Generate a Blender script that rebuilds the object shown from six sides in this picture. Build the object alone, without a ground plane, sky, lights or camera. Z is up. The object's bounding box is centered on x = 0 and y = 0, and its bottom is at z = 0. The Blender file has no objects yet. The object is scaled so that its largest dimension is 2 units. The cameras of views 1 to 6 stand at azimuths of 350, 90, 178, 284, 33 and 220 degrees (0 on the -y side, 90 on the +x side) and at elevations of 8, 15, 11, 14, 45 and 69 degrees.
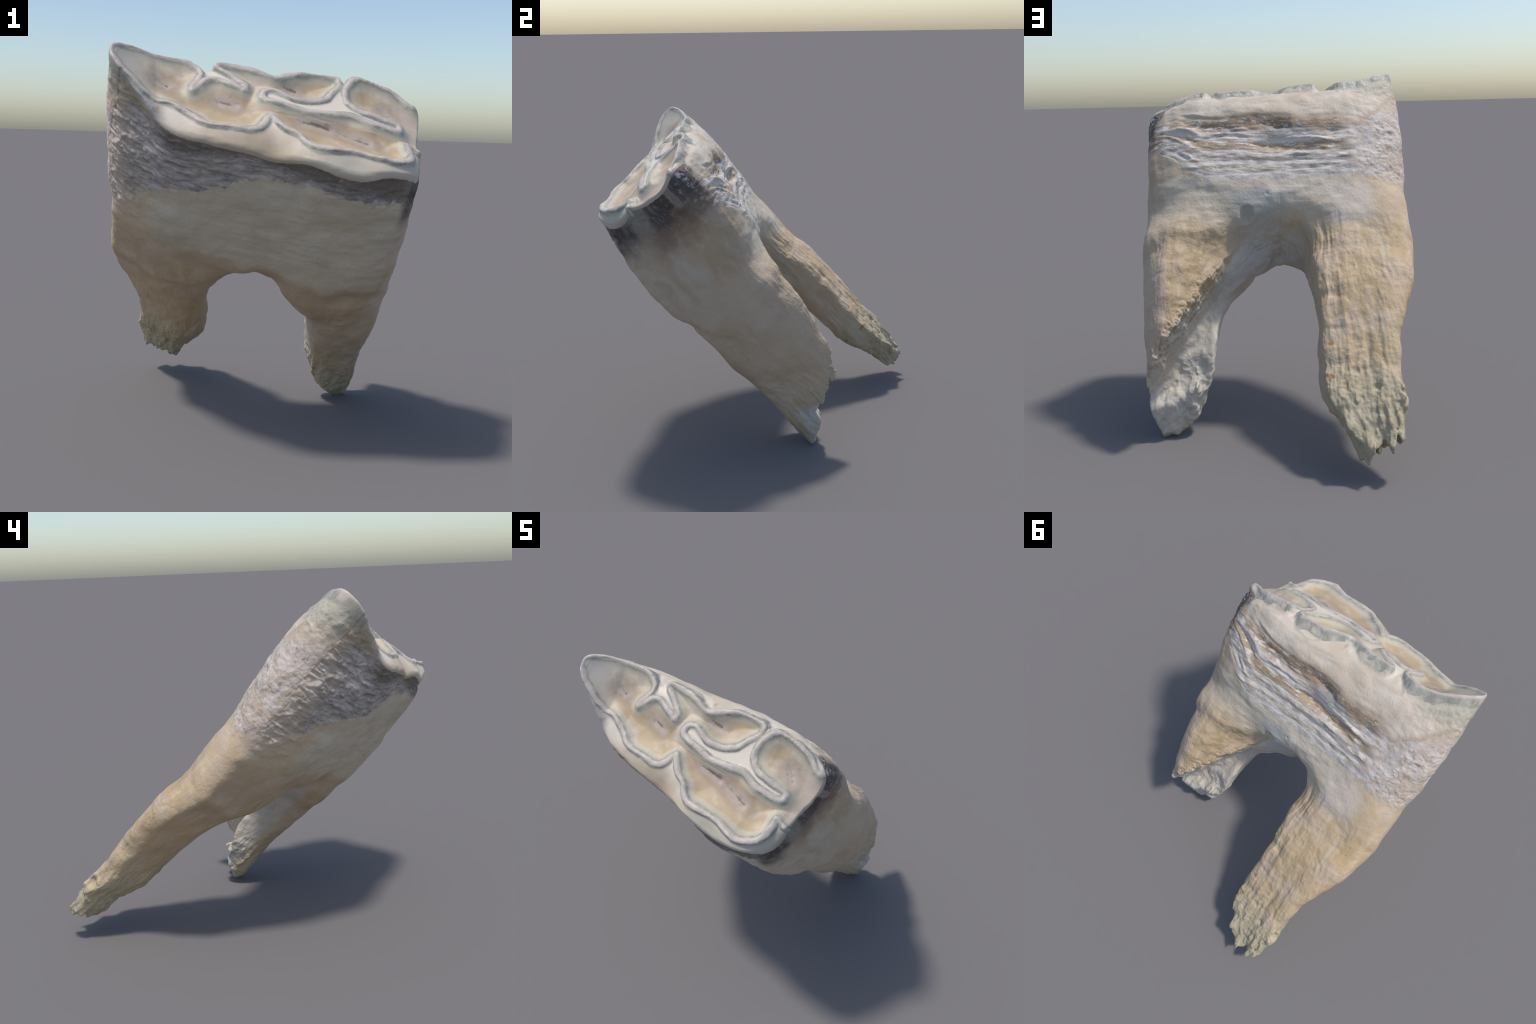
# Lower horse premolar: a tilted cheek tooth with a folded enamel pattern on its
# chewing surface, cementum-coated crown, and two splayed, broken roots.
# Everything is modelled in a tooth frame: x = length (mesial -, distal +),
# y = thickness (buccal -, lingual +), z = height along the tooth (roots -, crown +).
import bpy, math
import numpy as np
from math import radians

TILT = 42.8                      # the tooth leans back by this angle
LIFT = 1.0                       # height of the tooth frame's origin
H = 0.005                       # grid step used to polygonise the body
F = np.float32

# ----------------------------------------------------------------------------
# small numeric helpers
# ----------------------------------------------------------------------------
def sstep(a, b, x):
    t = np.clip((x - a) / (b - a), 0, 1)
    return t * t * (3 - 2 * t)

def smin(a, b, k):
    h = np.clip(0.5 + 0.5 * (b - a) / k, 0, 1)
    return b + (a - b) * h - k * h * (1 - h)

def smax(a, b, k):
    return -smin(-a, -b, k)

def _hash(ix, iy, iz, seed):
    h = (ix.astype(np.uint32) * np.uint32(374761393) + iy.astype(np.uint32) * np.uint32(668265263)
         + iz.astype(np.uint32) * np.uint32(2246822519) + np.uint32(seed * 3266489917 & 0xffffffff))
    h = (h ^ (h >> np.uint32(13))) * np.uint32(1274126177)
    h = h ^ (h >> np.uint32(16))
    return (h & np.uint32(0xffff)).astype(F) / 32767.5 - 1.0

def noise(p, scale, seed=0):
    """value noise in [-1,1]; scale may be a 3-vector"""
    q = p * np.asarray(scale, F)
    i = np.floor(q).astype(np.int64)
    f = (q - i).astype(F)
    f = f * f * f * (f * (f * 6 - 15) + 10)
    out = 0
    for dx in (0, 1):
        wx = f[:, 0] if dx else 1 - f[:, 0]
        for dy in (0, 1):
            wy = f[:, 1] if dy else 1 - f[:, 1]
            for dz in (0, 1):
                wz = f[:, 2] if dz else 1 - f[:, 2]
                out = out + wx * wy * wz * _hash(i[:, 0] + dx, i[:, 1] + dy, i[:, 2] + dz, seed)
    return out

def fbm(p, scale, octaves=4, seed=0, gain=0.5):
    s = np.asarray(scale, F) * np.ones(3, F)
    a, tot, out = 1.0, 0.0, 0
    for o in range(octaves):
        out = out + a * noise(p + 0.37 * o, s * 2.03 ** o, seed + 17 * o)
        tot += a
        a *= gain
    return out / tot * 1.5

def catmull(P, n, closed):
    P = np.asarray(P, float)
    m = len(P)
    segs = m if closed else m - 1
    out = []
    for s in range(segs):
        if closed:
            a, b, c, d = P[(s - 1) % m], P[s], P[(s + 1) % m], P[(s + 2) % m]
        else:
            a, b, c, d = P[max(s - 1, 0)], P[s], P[s + 1], P[min(s + 2, m - 1)]
        t = np.linspace(0, 1, n, endpoint=False)[:, None]
        out.append(0.5 * (2 * b + (c - a) * t + (2 * a - 5 * b + 4 * c - d) * t ** 2
                          + (3 * b - 3 * c + d - a) * t ** 3))
    out = np.concatenate(out)
    return out if closed else np.vstack([out, P[-1:]])

def seg_distance(X, Y, poly, closed):
    """distance to a polyline, and inside test if closed"""
    best = np.full(X.shape, 1e9, F)
    inside = np.zeros(X.shape, bool)
    n = len(poly)
    for i in range(n if closed else n - 1):
        ax, ay = poly[i]
        bx, by = poly[(i + 1) % n]
        ex, ey = bx - ax, by - ay
        t = np.clip(((X - ax) * ex + (Y - ay) * ey) / (ex * ex + ey * ey + 1e-12), 0, 1)
        d = (X - ax - t * ex) ** 2 + (Y - ay - t * ey) ** 2
        np.minimum(best, d, out=best)
        if closed and ay != by:
            c = ((ay > Y) != (by > Y)) & (X < (bx - ax) * (Y - ay) / (by - ay) + ax)
            inside ^= c
    best = np.sqrt(best)
    return best, inside

# ----------------------------------------------------------------------------
# the enamel folds on the chewing surface, (length, thickness) control points
# ----------------------------------------------------------------------------
LINGUAL_FOLD = [(-0.764, 0.157), (-0.728, 0.186), (-0.659, 0.215), (-0.588, 0.23), (-0.512, 0.242),
    (-0.454, 0.24), (-0.396, 0.221), (-0.355, 0.188), (-0.343, 0.144), (-0.366, 0.101), (-0.39, 0.061),
    (-0.394, 0.034), (-0.376, 0.050), (-0.345, 0.094), (-0.307, 0.12), (-0.266, 0.117), (-0.227, 0.095),
    (-0.175, 0.068), (-0.148, 0.062), (-0.145, 0.093), (-0.19, 0.139), (-0.246, 0.184), (-0.267, 0.214),
    (-0.248, 0.231), (-0.193, 0.229), (-0.123, 0.22), (-0.074, 0.207), (-0.032, 0.187), (0.017, 0.174),
    (0.077, 0.196), (0.139, 0.232), (0.199, 0.254), (0.267, 0.255), (0.316, 0.245), (0.346, 0.225),
    (0.346, 0.183), (0.318, 0.143), (0.283, 0.103), (0.253, 0.062), (0.207, 0.035), (0.149, 0.02),
    (0.102, 0.022), (0.06, 0.036), (0.023, 0.058), (-0.014, 0.07), (-0.051, 0.059), (-0.067, 0.028),
    (-0.059, 0.003), (-0.023, -0.015), (0.025, -0.027), (0.08, -0.035), (0.141, -0.055), (0.202, -0.055),
    (0.278, -0.048), (0.344, -0.041), (0.389, -0.057), (0.447, -0.081), (0.509, -0.093), (0.567, -0.097),
    (0.607, -0.087), (0.61, -0.053), (0.587, -0.041), (0.538, -0.037), (0.485, -0.021), (0.432, -0.009),
    (0.388, 0.017), (0.362, 0.06), (0.36, 0.115), (0.375, 0.173), (0.41, 0.218), (0.454, 0.243),
    (0.51, 0.241), (0.573, 0.224), (0.628, 0.2), (0.674, 0.164), (0.704, 0.133), (0.73, 0.123)]
BUCCAL_FOLD = [(-0.764, 0.157), (-0.759, 0.101), (-0.729, 0.048), (-0.682, 0.004), (-0.63, -0.038),
    (-0.575, -0.07), (-0.513, -0.079), (-0.451, -0.108), (-0.401, -0.145), (-0.369, -0.18), (-0.31, -0.204),
    (-0.226, -0.211), (-0.156, -0.218), (-0.108, -0.206), (-0.072, -0.17), (-0.055, -0.13), (-0.04, -0.118),
    (-0.015, -0.163), (0.02, -0.208), (0.075, -0.245), (0.099, -0.288), (0.147, -0.322), (0.218, -0.331),
    (0.288, -0.33), (0.353, -0.341), (0.411, -0.364), (0.475, -0.379), (0.536, -0.368), (0.587, -0.338),
    (0.618, -0.289), (0.625, -0.235), (0.622, -0.19), (0.648, -0.2), (0.677, -0.218)]
PULP_STREAKS = [((-0.545, 0.085), (-0.51, 0.065)), ((-0.26, -0.0), (-0.2, -0.02)), ((0.06, 0.137), (0.11, 0.128)),
    ((0.56, 0.075), (0.60, 0.02)), ((0.12, -0.11), (0.24, -0.13)), ((0.24, -0.13), (0.42, -0.20))]

# ----------------------------------------------------------------------------
# cross-sections
# ----------------------------------------------------------------------------
# crown outline at several heights; points run mesial tip -> buccal -> distal -> lingual
CROWN = [
 (-0.30, [(-.74, .05), (-.69, -.04), (-.45, -.16), (0, -.17), (.38, -.48), (.65, -.46), (.76, -.10), (.755, .09), (.45, .14), (0, .13), (-.45, .18), (-.71, .14)]),
 (0.00, [(-.745, .04), (-.69, -.03), (-.45, -.18), (0, -.28), (.38, -.52), (.65, -.48), (.76, -.11), (.755, .09), (.45, .14), (0, .15), (-.45, .19), (-.71, .14)]),
 (0.20, [(-.765, .04), (-.70, -.07), (-.45, -.245), (0, -.395), (.38, -.54), (.645, -.49), (.742, -.12), (.737, .065), (.45, .165), (0, .165), (-.45, .205), (-.71, .15)]),
 (0.45, [(-.785, .05), (-.71, -.095), (-.45, -.275), (0, -.415), (.38, -.535), (.645, -.49), (.715, -.13), (.740, .13), (.45, .247), (0, .215), (-.45, .235), (-.715, .17)]),
 (0.70, [(-.80, .08), (-.722, -.075), (-.45, -.28), (0, -.40), (.38, -.51), (.637, -.463), (.705, -.14), (.750, .165), (.45, .262), (0, .262), (-.45, .263), (-.725, .205)]),
 (0.84, [(-.79, .10), (-.73, -.03), (-.46, -.268), (-.01, -.382), (.36, -.487), (.632, -.43), (.705, -.14), (.751, .148), (.45, .268), (0, .272), (-.45, .270), (-.73, .215)]),
 (1.00, [(-.785, .12), (-.73, .01), (-.47, -.245), (-.01, -.362), (.35, -.445), (.63, -.388), (.707, -.14), (.752, .12), (.45, .246), (0, .252), (-.45, .252), (-.735, .213)]),
 (1.25, [(-.775, .14), (-.725, .02), (-.48, -.19), (0, -.34), (.35, -.43), (.63, -.39), (.70, -.14), (.755, .135), (.45, .24), (0, .25), (-.45, .25), (-.70, .21)]),
]
# roots: height, length range, thickness range
MESIAL_ROOT = [(.45, -.76, -.10, -.26, .22), (.30, -.765, -.10, -.255, .215), (.10, -.748, -.12, -.275, .20), (-.10, -.755, -.145, -.24, .20),
    (-.30, -.738, -.175, -.145, .222), (-.50, -.660, -.18, -.09, .228), (-.70, -.604, -.168, -.07, .222),
    (-.90, -.584, -.174, -.045, .222), (-1.05, -.585, -.195, .0, .218), (-1.20, -.585, -.25, .045, .20), (-1.36, -.56, -.31, .07, .165)]
DISTAL_ROOT = [(.45, .73, .03, -.51, .22), (.30, .74, .04, -.515, .19), (.20, .75, .06, -.515, .175), (.06, .768, .11, -.51, .168), (.0, .775, .14, -.505, .165),
    (-.15, .778, .27, -.49, .165), (-.30, .772, .34, -.478, .132), (-.50, .760, .38, -.472, .075),
    (-.65, .75, .405, -.472, .035), (-.80, .752, .46, -.472, -.03), (-.96, .728, .58, -.468, -.10)]
# unit outlines: outer side -1 .. inner side +1 along the length, buccal -1 .. lingual +1
MESIAL_UPPER = [(-1, .25), (-.80, .02), (-.32, -.48), (.25, -.90), (.78, -.95), (1, -.4), (1, .2), (.88, .70), (.4, .92), (-.2, .95), (-.62, .98), (-.92, .72)]
MESIAL_LOWER = [(-1, .25), (-.82, -.08), (-.27, -.68), (.25, -.95), (.76, -.88), (.99, -.38), (.92, .15), (.86, .52), (.42, .76), (-.15, .80), (-.62, .93), (-.93, .76)]
DISTAL_UNIT = [(-1, .30), (-.97, -.15), (-.75, -.77), (-.40, -.99), (.15, -1.03), (.70, -.95), (.98, -.58), (1, .05), (.88, .35), (.2, .74), (-.42, .92), (-.82, .68)]

def smooth_rows(rows, z):
    """smooth (monotone cubic) interpolation of a table whose first column is height"""
    R = sorted([[float(r[0])] + list(np.ravel(r[1:])) for r in rows])
    A = np.array(R)
    zs, Y = A[:, 0], A[:, 1:]
    if z <= zs[0]:
        return Y[0]
    if z >= zs[-1]:
        return Y[-1]
    h = np.diff(zs)[:, None]
    d = np.diff(Y, axis=0) / h
    m = np.zeros_like(Y)
    m[0], m[-1] = d[0], d[-1]
    prod = d[:-1] * d[1:]
    w1, w2 = 2 * h[1:] + h[:-1], h[1:] + 2 * h[:-1]
    with np.errstate(divide='ignore', invalid='ignore'):
        hm = (w1 + w2) / (w1 / d[:-1] + w2 / d[1:])
    m[1:-1] = np.where(prod > 0, hm, 0)
    i = np.searchsorted(zs, z) - 1
    H0 = zs[i + 1] - zs[i]
    t = (z - zs[i]) / H0
    return ((1 + 2 * t) * (1 - t) ** 2 * Y[i] + t * (1 - t) ** 2 * H0 * m[i]
            + t * t * (3 - 2 * t) * Y[i + 1] + t * t * (t - 1) * H0 * m[i + 1])

def crown_outline(z):
    return catmull(smooth_rows(CROWN, z).reshape(-1, 2), 5, True)

def mesial_unit(z):
    k = float(sstep(-.15, -.65, z))
    return np.array(MESIAL_UPPER) * (1 - k) + np.array(MESIAL_LOWER) * k

def root_outline(rows, unit, z):
    l0, l1, t0, t1 = smooth_rows(rows, z)
    cl, ct, hl, ht = (l0 + l1) / 2, (t0 + t1) / 2, (l1 - l0) / 2, (t1 - t0) / 2
    return catmull([(cl + hl * a, ct + ht * b) for a, b in unit], 5, True)

# ----------------------------------------------------------------------------
# chewing surface height
# ----------------------------------------------------------------------------
def crest_height(l, t):
    x = [-.80, -.72, -.65, -.56, -.43, -.26, 0, .35, .45, .60, .66, .75]
    c0 = np.interp(l, x, [1.21, 1.178, 1.142, 1.100, 1.066, 1.062, 1.052, 1.004, .994, .957, .938, .925])
    s = np.interp(l, x, [0, 0, 0, -.02, 0, -.01, -.05, -.07, -.035, -.01, 0, 0])
    q = np.interp(l, x, [0, 0, 0, 0, 0, 0, 0, .16, .32, .40, .20, .25])
    lobe = np.exp(-((l - .24) / .15) ** 2) + .4 * np.exp(-((l + .24) / .14) ** 2)
    dip = np.exp(-((l + .57) / .07) ** 2)
    return c0 + s * t + q * t * t + sstep(-.05, -.2, t) * .007 * lobe - sstep(.12, .0, t) * .020 * dip + .006 * sstep(-.7, -.77, l)


def chew_height(l, t):
    """rough height of the rim, without the folds"""
    return crest_height(l, t) - .03 - .30 * np.maximum(t - .165, 0) - .45 * np.maximum(-.30 - t, 0)

def blur(a, r):
    """box blur of a 2D array"""
    for ax in (0, 1):
        p = np.pad(a, [(r + 1, r) if k == ax else (0, 0) for k in (0, 1)], mode='edge').cumsum(ax)
        n = a.shape[ax]
        hi = np.take(p, range(2 * r + 1, n + 2 * r + 1), ax)
        lo = np.take(p, range(0, n), ax)
        a = (hi - lo) / (2 * r + 1)
    return a

def chewing_surface(l, t):
    """height field, distance from the enamel folds, and dentine mask"""
    pts = np.stack([l, t, 0 * l], -1).reshape(-1, 3)
    wob = 0.004 * fbm(pts, 14, 2, 5).reshape(l.shape)
    wob2 = 0.004 * fbm(pts, 14, 2, 9).reshape(l.shape)
    a = catmull(LINGUAL_FOLD, 3, False)
    b = catmull(BUCCAL_FOLD, 3, False)
    L, T = l + wob, t + wob2
    da, _ = seg_distance(L, T, a, False)
    db, _ = seg_distance(L, T, b, False)
    d = np.minimum(da, db)
    loop = np.vstack([a, [(.80, .12), (.80, -.26)], b[::-1]])
    _, inside = seg_distance(L, T, loop, True)
    crest = crest_height(l, t)
    rim = 0.0155 + 0.004 * fbm(pts, 7, 2, 4).reshape(l.shape)
    # dentine basins, deepest away from the enamel
    depth = np.interp(l, [-.76, -.60, -.45, .0, .2], [.014, .024, .044, .054, .052])
    basin = crest - 0.005 - depth * (1 - np.exp(-(np.maximum(d - rim, 0) / 0.05)))
    for (p, q) in PULP_STREAKS:
        e, _ = seg_distance(l, t, [p, q], False)
        basin = basin - 0.006 * np.exp(-(e / 0.02) ** 2)
    # cementum: level in the folds, falling away to both sides
    slope = np.interp(l, [-.4, -.2, .1, .4, .7], [.25, .35, .55, .95, 1.05])
    bucc = sstep(-.10, -.2, t)
    fall = 0.014 + 1.0 * np.maximum(t - 0.185, 0) * sstep(-.75, -.4, l) \
        + bucc * (slope * np.maximum(d - .015, 0) - 0.004)
    fall = fall - .030 * np.exp(-((l - .355) / .06) ** 2 - ((t - .20) / .07) ** 2)
    cement = crest - fall
    for _ in range(6):                       # worn smooth between the folds
        cement = blur(cement, 3)
    rimtop = crest - 0.007 * (d / rim) ** 2 + 0.0025 * fbm(pts, (22, 22, 22), 2, 3).reshape(l.shape)
    side = np.where(inside, basin, cement)
    k = sstep(0.7 * rim, 1.7 * rim, d)
    return rimtop * (1 - k) + side * k, d, inside

# ----------------------------------------------------------------------------
# signed field of the whole tooth on a grid, then surface nets
# ----------------------------------------------------------------------------
def build_field():
    lo = np.array([-.86, -.66, -1.42])
    hi = np.array([.86, .34, 1.27])
    n = np.ceil((hi - lo) / H).astype(int) + 1
    xs, ys, zs = [(lo[k] + H * np.arange(n[k])).astype(F) for k in range(3)]
    X2, Y2 = np.meshgrid(xs, ys, indexing='ij')
    BIG = F(0.5)

    def loft(outline, z0, z1):
        """stack of signed 2D distances, evaluated every few slices and blended"""
        step = 5
        f = np.full(n, BIG, F)
        ks = [k for k in range(0, n[2], step)]
        prev = None
        cx, cy = xs[::2], ys[::2]
        C2 = np.meshgrid(cx, cy, indexing='ij')
        for k in ks + [ks[-1] + step]:
            z = lo[2] + H * k
            if z < z0 - H * step or z > z1 + H * step:
                prev = None
                continue
            d, ins = seg_distance(C2[0], C2[1], outline(z), True)
            c = np.where(ins, -d, d).astype(F)
            # upsample by two
            g = np.empty((2 * c.shape[0] - 1, c.shape[1]), F)
            g[::2] = c
            g[1::2] = 0.5 * (c[1:] + c[:-1])
            u = np.empty((g.shape[0], 2 * c.shape[1] - 1), F)
            u[:, ::2] = g
            u[:, 1::2] = 0.5 * (g[:, 1:] + g[:, :-1])
            cur = np.full((n[0], n[1]), BIG, F)
            cur[:u.shape[0], :u.shape[1]] = u[:n[0], :n[1]]
            if prev is not None:
                for j in range(step):
                    kk = k - step + j
                    if kk < n[2]:
                        a = j / step
                        f[:, :, kk] = prev * (1 - a) + cur * a
            prev = cur
        return f

    Z = zs[None, None, :]
    # crown body, cut below by the keel between the roots
    f = loft(crown_outline, -0.3, 1.3)
    keel_l = 0.095 + 0.583 * ys
    keel_b = -0.29 - 1.26 * ys
    arch = 0.045 - np.where(xs < -.01, .36, .62) * np.sqrt((xs + 0.01) ** 2 + 0.0005)
    arch = np.maximum(arch, -.15)
    keel = smax(keel_l, keel_b, 0.04)[None, :, None] + arch[:, None, None] - Z
    f = smax(f, (keel * 0.75).astype(F), 0.04)
    m = loft(lambda z: root_outline(MESIAL_ROOT, mesial_unit(z), z), -1.35, .45)
    m = m + np.maximum(Z - F(.10), 0) * F(.22)
    # frayed end: the tip's length varies across its width
    fray = np.interp(xs, [-.64, -.615, -.60, -.56, -.535, -.515, -.49, -.44, -.405, -.375, -.335, -.29, -.22, -.17],
                     [-1.03, -1.09, -1.16, -1.20, -1.23, -1.21, -1.27, -1.22, -1.23, -1.315, -1.25, -1.18, -1.04, -.86]).astype(F)
    zc = zs < -.75
    sub = np.stack(np.meshgrid(xs, ys, zs[zc], indexing='ij'), -1).reshape(-1, 3).astype(F)
    near = (np.abs(m[:, :, zc]).ravel() < .09)
    rag = np.zeros(len(sub), F)
    rag[near] = fbm(sub[near], (17, 17, 7), 3, 41)
    rag = rag.reshape(len(xs), len(ys), -1)
    grow = sstep(-.8, -1.2, zs[zc])[None, None, :].astype(F)
    m[:, :, zc] += rag * (.006 * sstep(-.75, -.85, zs[zc])[None, None, :].astype(F) + .022 * grow)
    end = (fray[:, None, None] - Z) * F(.45)
    end = end[:, :, zc] + rag * F(.022)
    m[:, :, zc] = smax(m[:, :, zc], end, .012)
    for (px, py, pz, pr) in [(-.44, .205, -.96, .020), (-.585, .19, -.98, .034), (-.40, .20, -1.12, .014), (-.35, .2, -.87, .012)]:
        ball = np.sqrt((xs[:, None, None] - px) ** 2 + (ys[None, :, None] - py) ** 2 + (Z - pz) ** 2) - F(pr)
        m = smax(m, -ball, .008)
    f = smin(f, m, 0.06)
    del m
    d = loft(lambda z: root_outline(DISTAL_ROOT, DISTAL_UNIT, z), -.98, .45)
    d = d + np.maximum(Z - F(.08), 0) * F(.22)
    zc0 = zs < -.3
    # the broken wall of the distal root: a diagonal break opens the pulp cavity
    X = xs[:, None, None]
    Y = ys[None, :, None]
    XZ = np.stack(np.meshgrid(xs, zs, indexing='ij'), -1).reshape(-1, 2)
    wav = fbm(np.stack([XZ[:, 0], 0 * XZ[:, 0], XZ[:, 1]], 1).astype(F), 9, 3, 47).reshape(len(xs), 1, len(zs))
    s = (X - .337) * -.828 + (Z + .2) * -.562 + .052 + .022 * wav
    floor = .10 - (.07 * sstep(-.50, -.72, Z)).astype(F) - np.interp(s, [-.02, .0, .012, .035, .08, .13, .3], [-.2, 0.0, .17, .30, .33, .32, .31]).astype(F)
    floor = floor + np.clip((Z - .12) * 3, 0, 1)
    d = smax(d, ((Y - floor) * 0.55).astype(F), 0.012)
    # below, a slanting break leaves a thin lip of the outer wall hanging
    plane = -.115 + (Z + .69) * 1.3 - .10 * sstep(.66, .52, X)
    lip = np.maximum(np.maximum(s, -.075 - Y), -.74 + .25 * (X - .70) - Z)
    broken = np.maximum(np.maximum((plane - Y) * .6, -lip), Z + .45)
    d = smax(d, (-broken).astype(F), 0.012)
    fray = np.interp(xs, [.36, .40, .43, .47, .50, .55, .60, .64, .68, .72, .76],
                     [-.55, -.66, -.74, -.80, -.86, -.90, -.935, -.925, -.945, -.90, -.83]).astype(F)
    sub = np.stack(np.meshgrid(xs, ys, zs[zc0], indexing='ij'), -1).reshape(-1, 3).astype(F)
    near = (np.abs(d[:, :, zc0]).ravel() < .06)
    rag = np.zeros(len(sub), F)
    rag[near] = fbm(sub[near], (18, 18, 7), 3, 43)
    rag = rag.reshape(len(xs), len(ys), -1)
    d[:, :, zc0] += rag * (.004 * sstep(-.3, -.42, zs[zc0])[None, None, :].astype(F) + .026 * sstep(-.5, -.85, zs[zc0])[None, None, :].astype(F) * (1.2 - sstep(.45, .62, xs)[:, None, None].astype(F)))
    d[:, :, zc0] = smax(d[:, :, zc0], ((fray[:, None, None] - Z) * F(.5))[:, :, zc0], .012)
    f = smin(f, d, 0.06)
    del d
    for (px, py, pz, pr) in [(.174, .165, .176, .015), (.056, .185, .27, .008)]:
        ball = np.sqrt((xs[:, None, None] - px) ** 2 + (ys[None, :, None] - py) ** 2 * .3 + (Z - pz) ** 2) - F(pr)
        f = smax(f, -ball, .008)
    # hollows on the lingual side where the roots part
    lingual = sstep(-.15, .0, ys)[None, :, None]
    for cl, cw, rl, rw, dep in [(.20, .05, .15, .12, .085), (-.20, .0, .09, .13, .035)]:
        f = f + (dep * lingual * np.exp(-((xs[:, None, None] - cl) / rl) ** 2 - ((Z - cw) / rw) ** 2)).astype(F)
    f = f + F(.004)
    # chewing surface
    top, dist, inside = chewing_surface(X2.astype(float), Y2.astype(float))
    gx, gy = np.gradient(top, H)
    norm = 1 / np.sqrt(1 + gx ** 2 + gy ** 2)
    ft = ((Z - top[:, :, None]) * norm[:, :, None]).astype(F)
    apron = (0.012 + .014 * sstep(.04, .08, dist) * (~inside) * sstep(-.1, -.2, Y2)).astype(F)
    f = smax(f, ft, apron[:, :, None])
    return f.astype(F), lo, (xs, ys, top, dist, inside)

def surface_nets(f, lo):
    neg = f < 0
    n = f.shape
    c = [slice(0, -1), slice(1, None)]
    cnt = np.zeros([k - 1 for k in n], np.uint8)
    for a in (0, 1):
        for b in (0, 1):
            for d in (0, 1):
                cnt += neg[c[a], c[b], c[d]]
    active = (cnt > 0) & (cnt < 8)
    idx = np.full(active.shape, -1, np.int32)
    cells = np.argwhere(active)
    idx[active] = np.arange(len(cells), dtype=np.int32)
    acc = np.zeros((len(cells), 3))
    num = np.zeros(len(cells))
    i, j, k = cells.T
    corner = {}
    for a in (0, 1):
        for b in (0, 1):
            for d in (0, 1):
                corner[a, b, d] = f[i + a, j + b, k + d]
    for p in corner:
        for ax in range(3):
            if p[ax] == 0:
                q = list(p); q[ax] = 1; q = tuple(q)
                va, vb = corner[p], corner[q]
                m = (va < 0) != (vb < 0)
                t = np.where(m, va / np.where(m, va - vb, 1), 0)
                for e in range(3):
                    acc[:, e] += m * (p[e] + (t if e == ax else 0))
                num += m
    V = lo + (cells + acc / num[:, None]) * H
    faces = []
    for ax in range(3):
        s0 = [slice(None)] * 3; s1 = [slice(None)] * 3
        s0[ax] = slice(0, -1); s1[ax] = slice(1, None)
        a, b = neg[tuple(s0)], neg[tuple(s1)]
        e = np.argwhere(a != b)
        o1, o2 = (ax + 1) % 3, (ax + 2) % 3
        e = e[(e[:, o1] > 0) & (e[:, o2] > 0) & (e[:, o1] < n[o1] - 1) & (e[:, o2] < n[o2] - 1)]
        flip = ~a[tuple(e.T)]
        q = []
        for d1, d2 in ((1, 1), (0, 1), (0, 0), (1, 0)):
            g = e.copy()
            g[:, o1] -= d1
            g[:, o2] -= d2
            q.append(idx[tuple(g.T)])
        q = np.stack(q, 1)
        q[flip] = q[flip][:, ::-1]
        faces.append(q)
    return V, np.concatenate(faces)

def keep_largest(V, Fc):
    lab = np.arange(len(V))
    while True:
        m = lab[Fc].min(1)
        new = lab.copy()
        for k in range(4):
            np.minimum.at(new, Fc[:, k], m)
        new = new[new]
        if (new == lab).all():
            break
        lab = new
    ids, cnt = np.unique(lab, return_counts=True)
    ok = lab == ids[cnt.argmax()]
    remap = np.cumsum(ok) - 1
    return V[ok], remap[Fc[ok[Fc[:, 0]]]]

def vertex_normals(V, Fc):
    a, b, c, d = (V[Fc[:, k]] for k in range(4))
    fn = np.cross(c - a, d - b)
    N = np.zeros_like(V)
    for k in range(4):
        for e in range(3):
            N[:, e] += np.bincount(Fc[:, k], fn[:, e], len(V))
    return N / (np.linalg.norm(N, axis=1)[:, None] + 1e-12)

def relax(V, Fc, amount, rounds):
    nb = np.zeros(len(V))
    pairs = [(0, 1), (1, 2), (2, 3), (3, 0)]
    for r in range(rounds):
        acc = np.zeros_like(V)
        nb[:] = 0
        for p, q in pairs:
            for e in range(3):
                acc[:, e] += np.bincount(Fc[:, p], V[Fc[:, q], e], len(V))
                acc[:, e] += np.bincount(Fc[:, q], V[Fc[:, p], e], len(V))
            nb += np.bincount(Fc[:, p], minlength=len(V)) + np.bincount(Fc[:, q], minlength=len(V))
        V = V + amount * (acc / nb[:, None] - V)
    return V

#RELIEF
def side_of(l, t):
    """positive on the lingual half, negative on the buccal half"""
    return t + .07 + .13 * l

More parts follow.
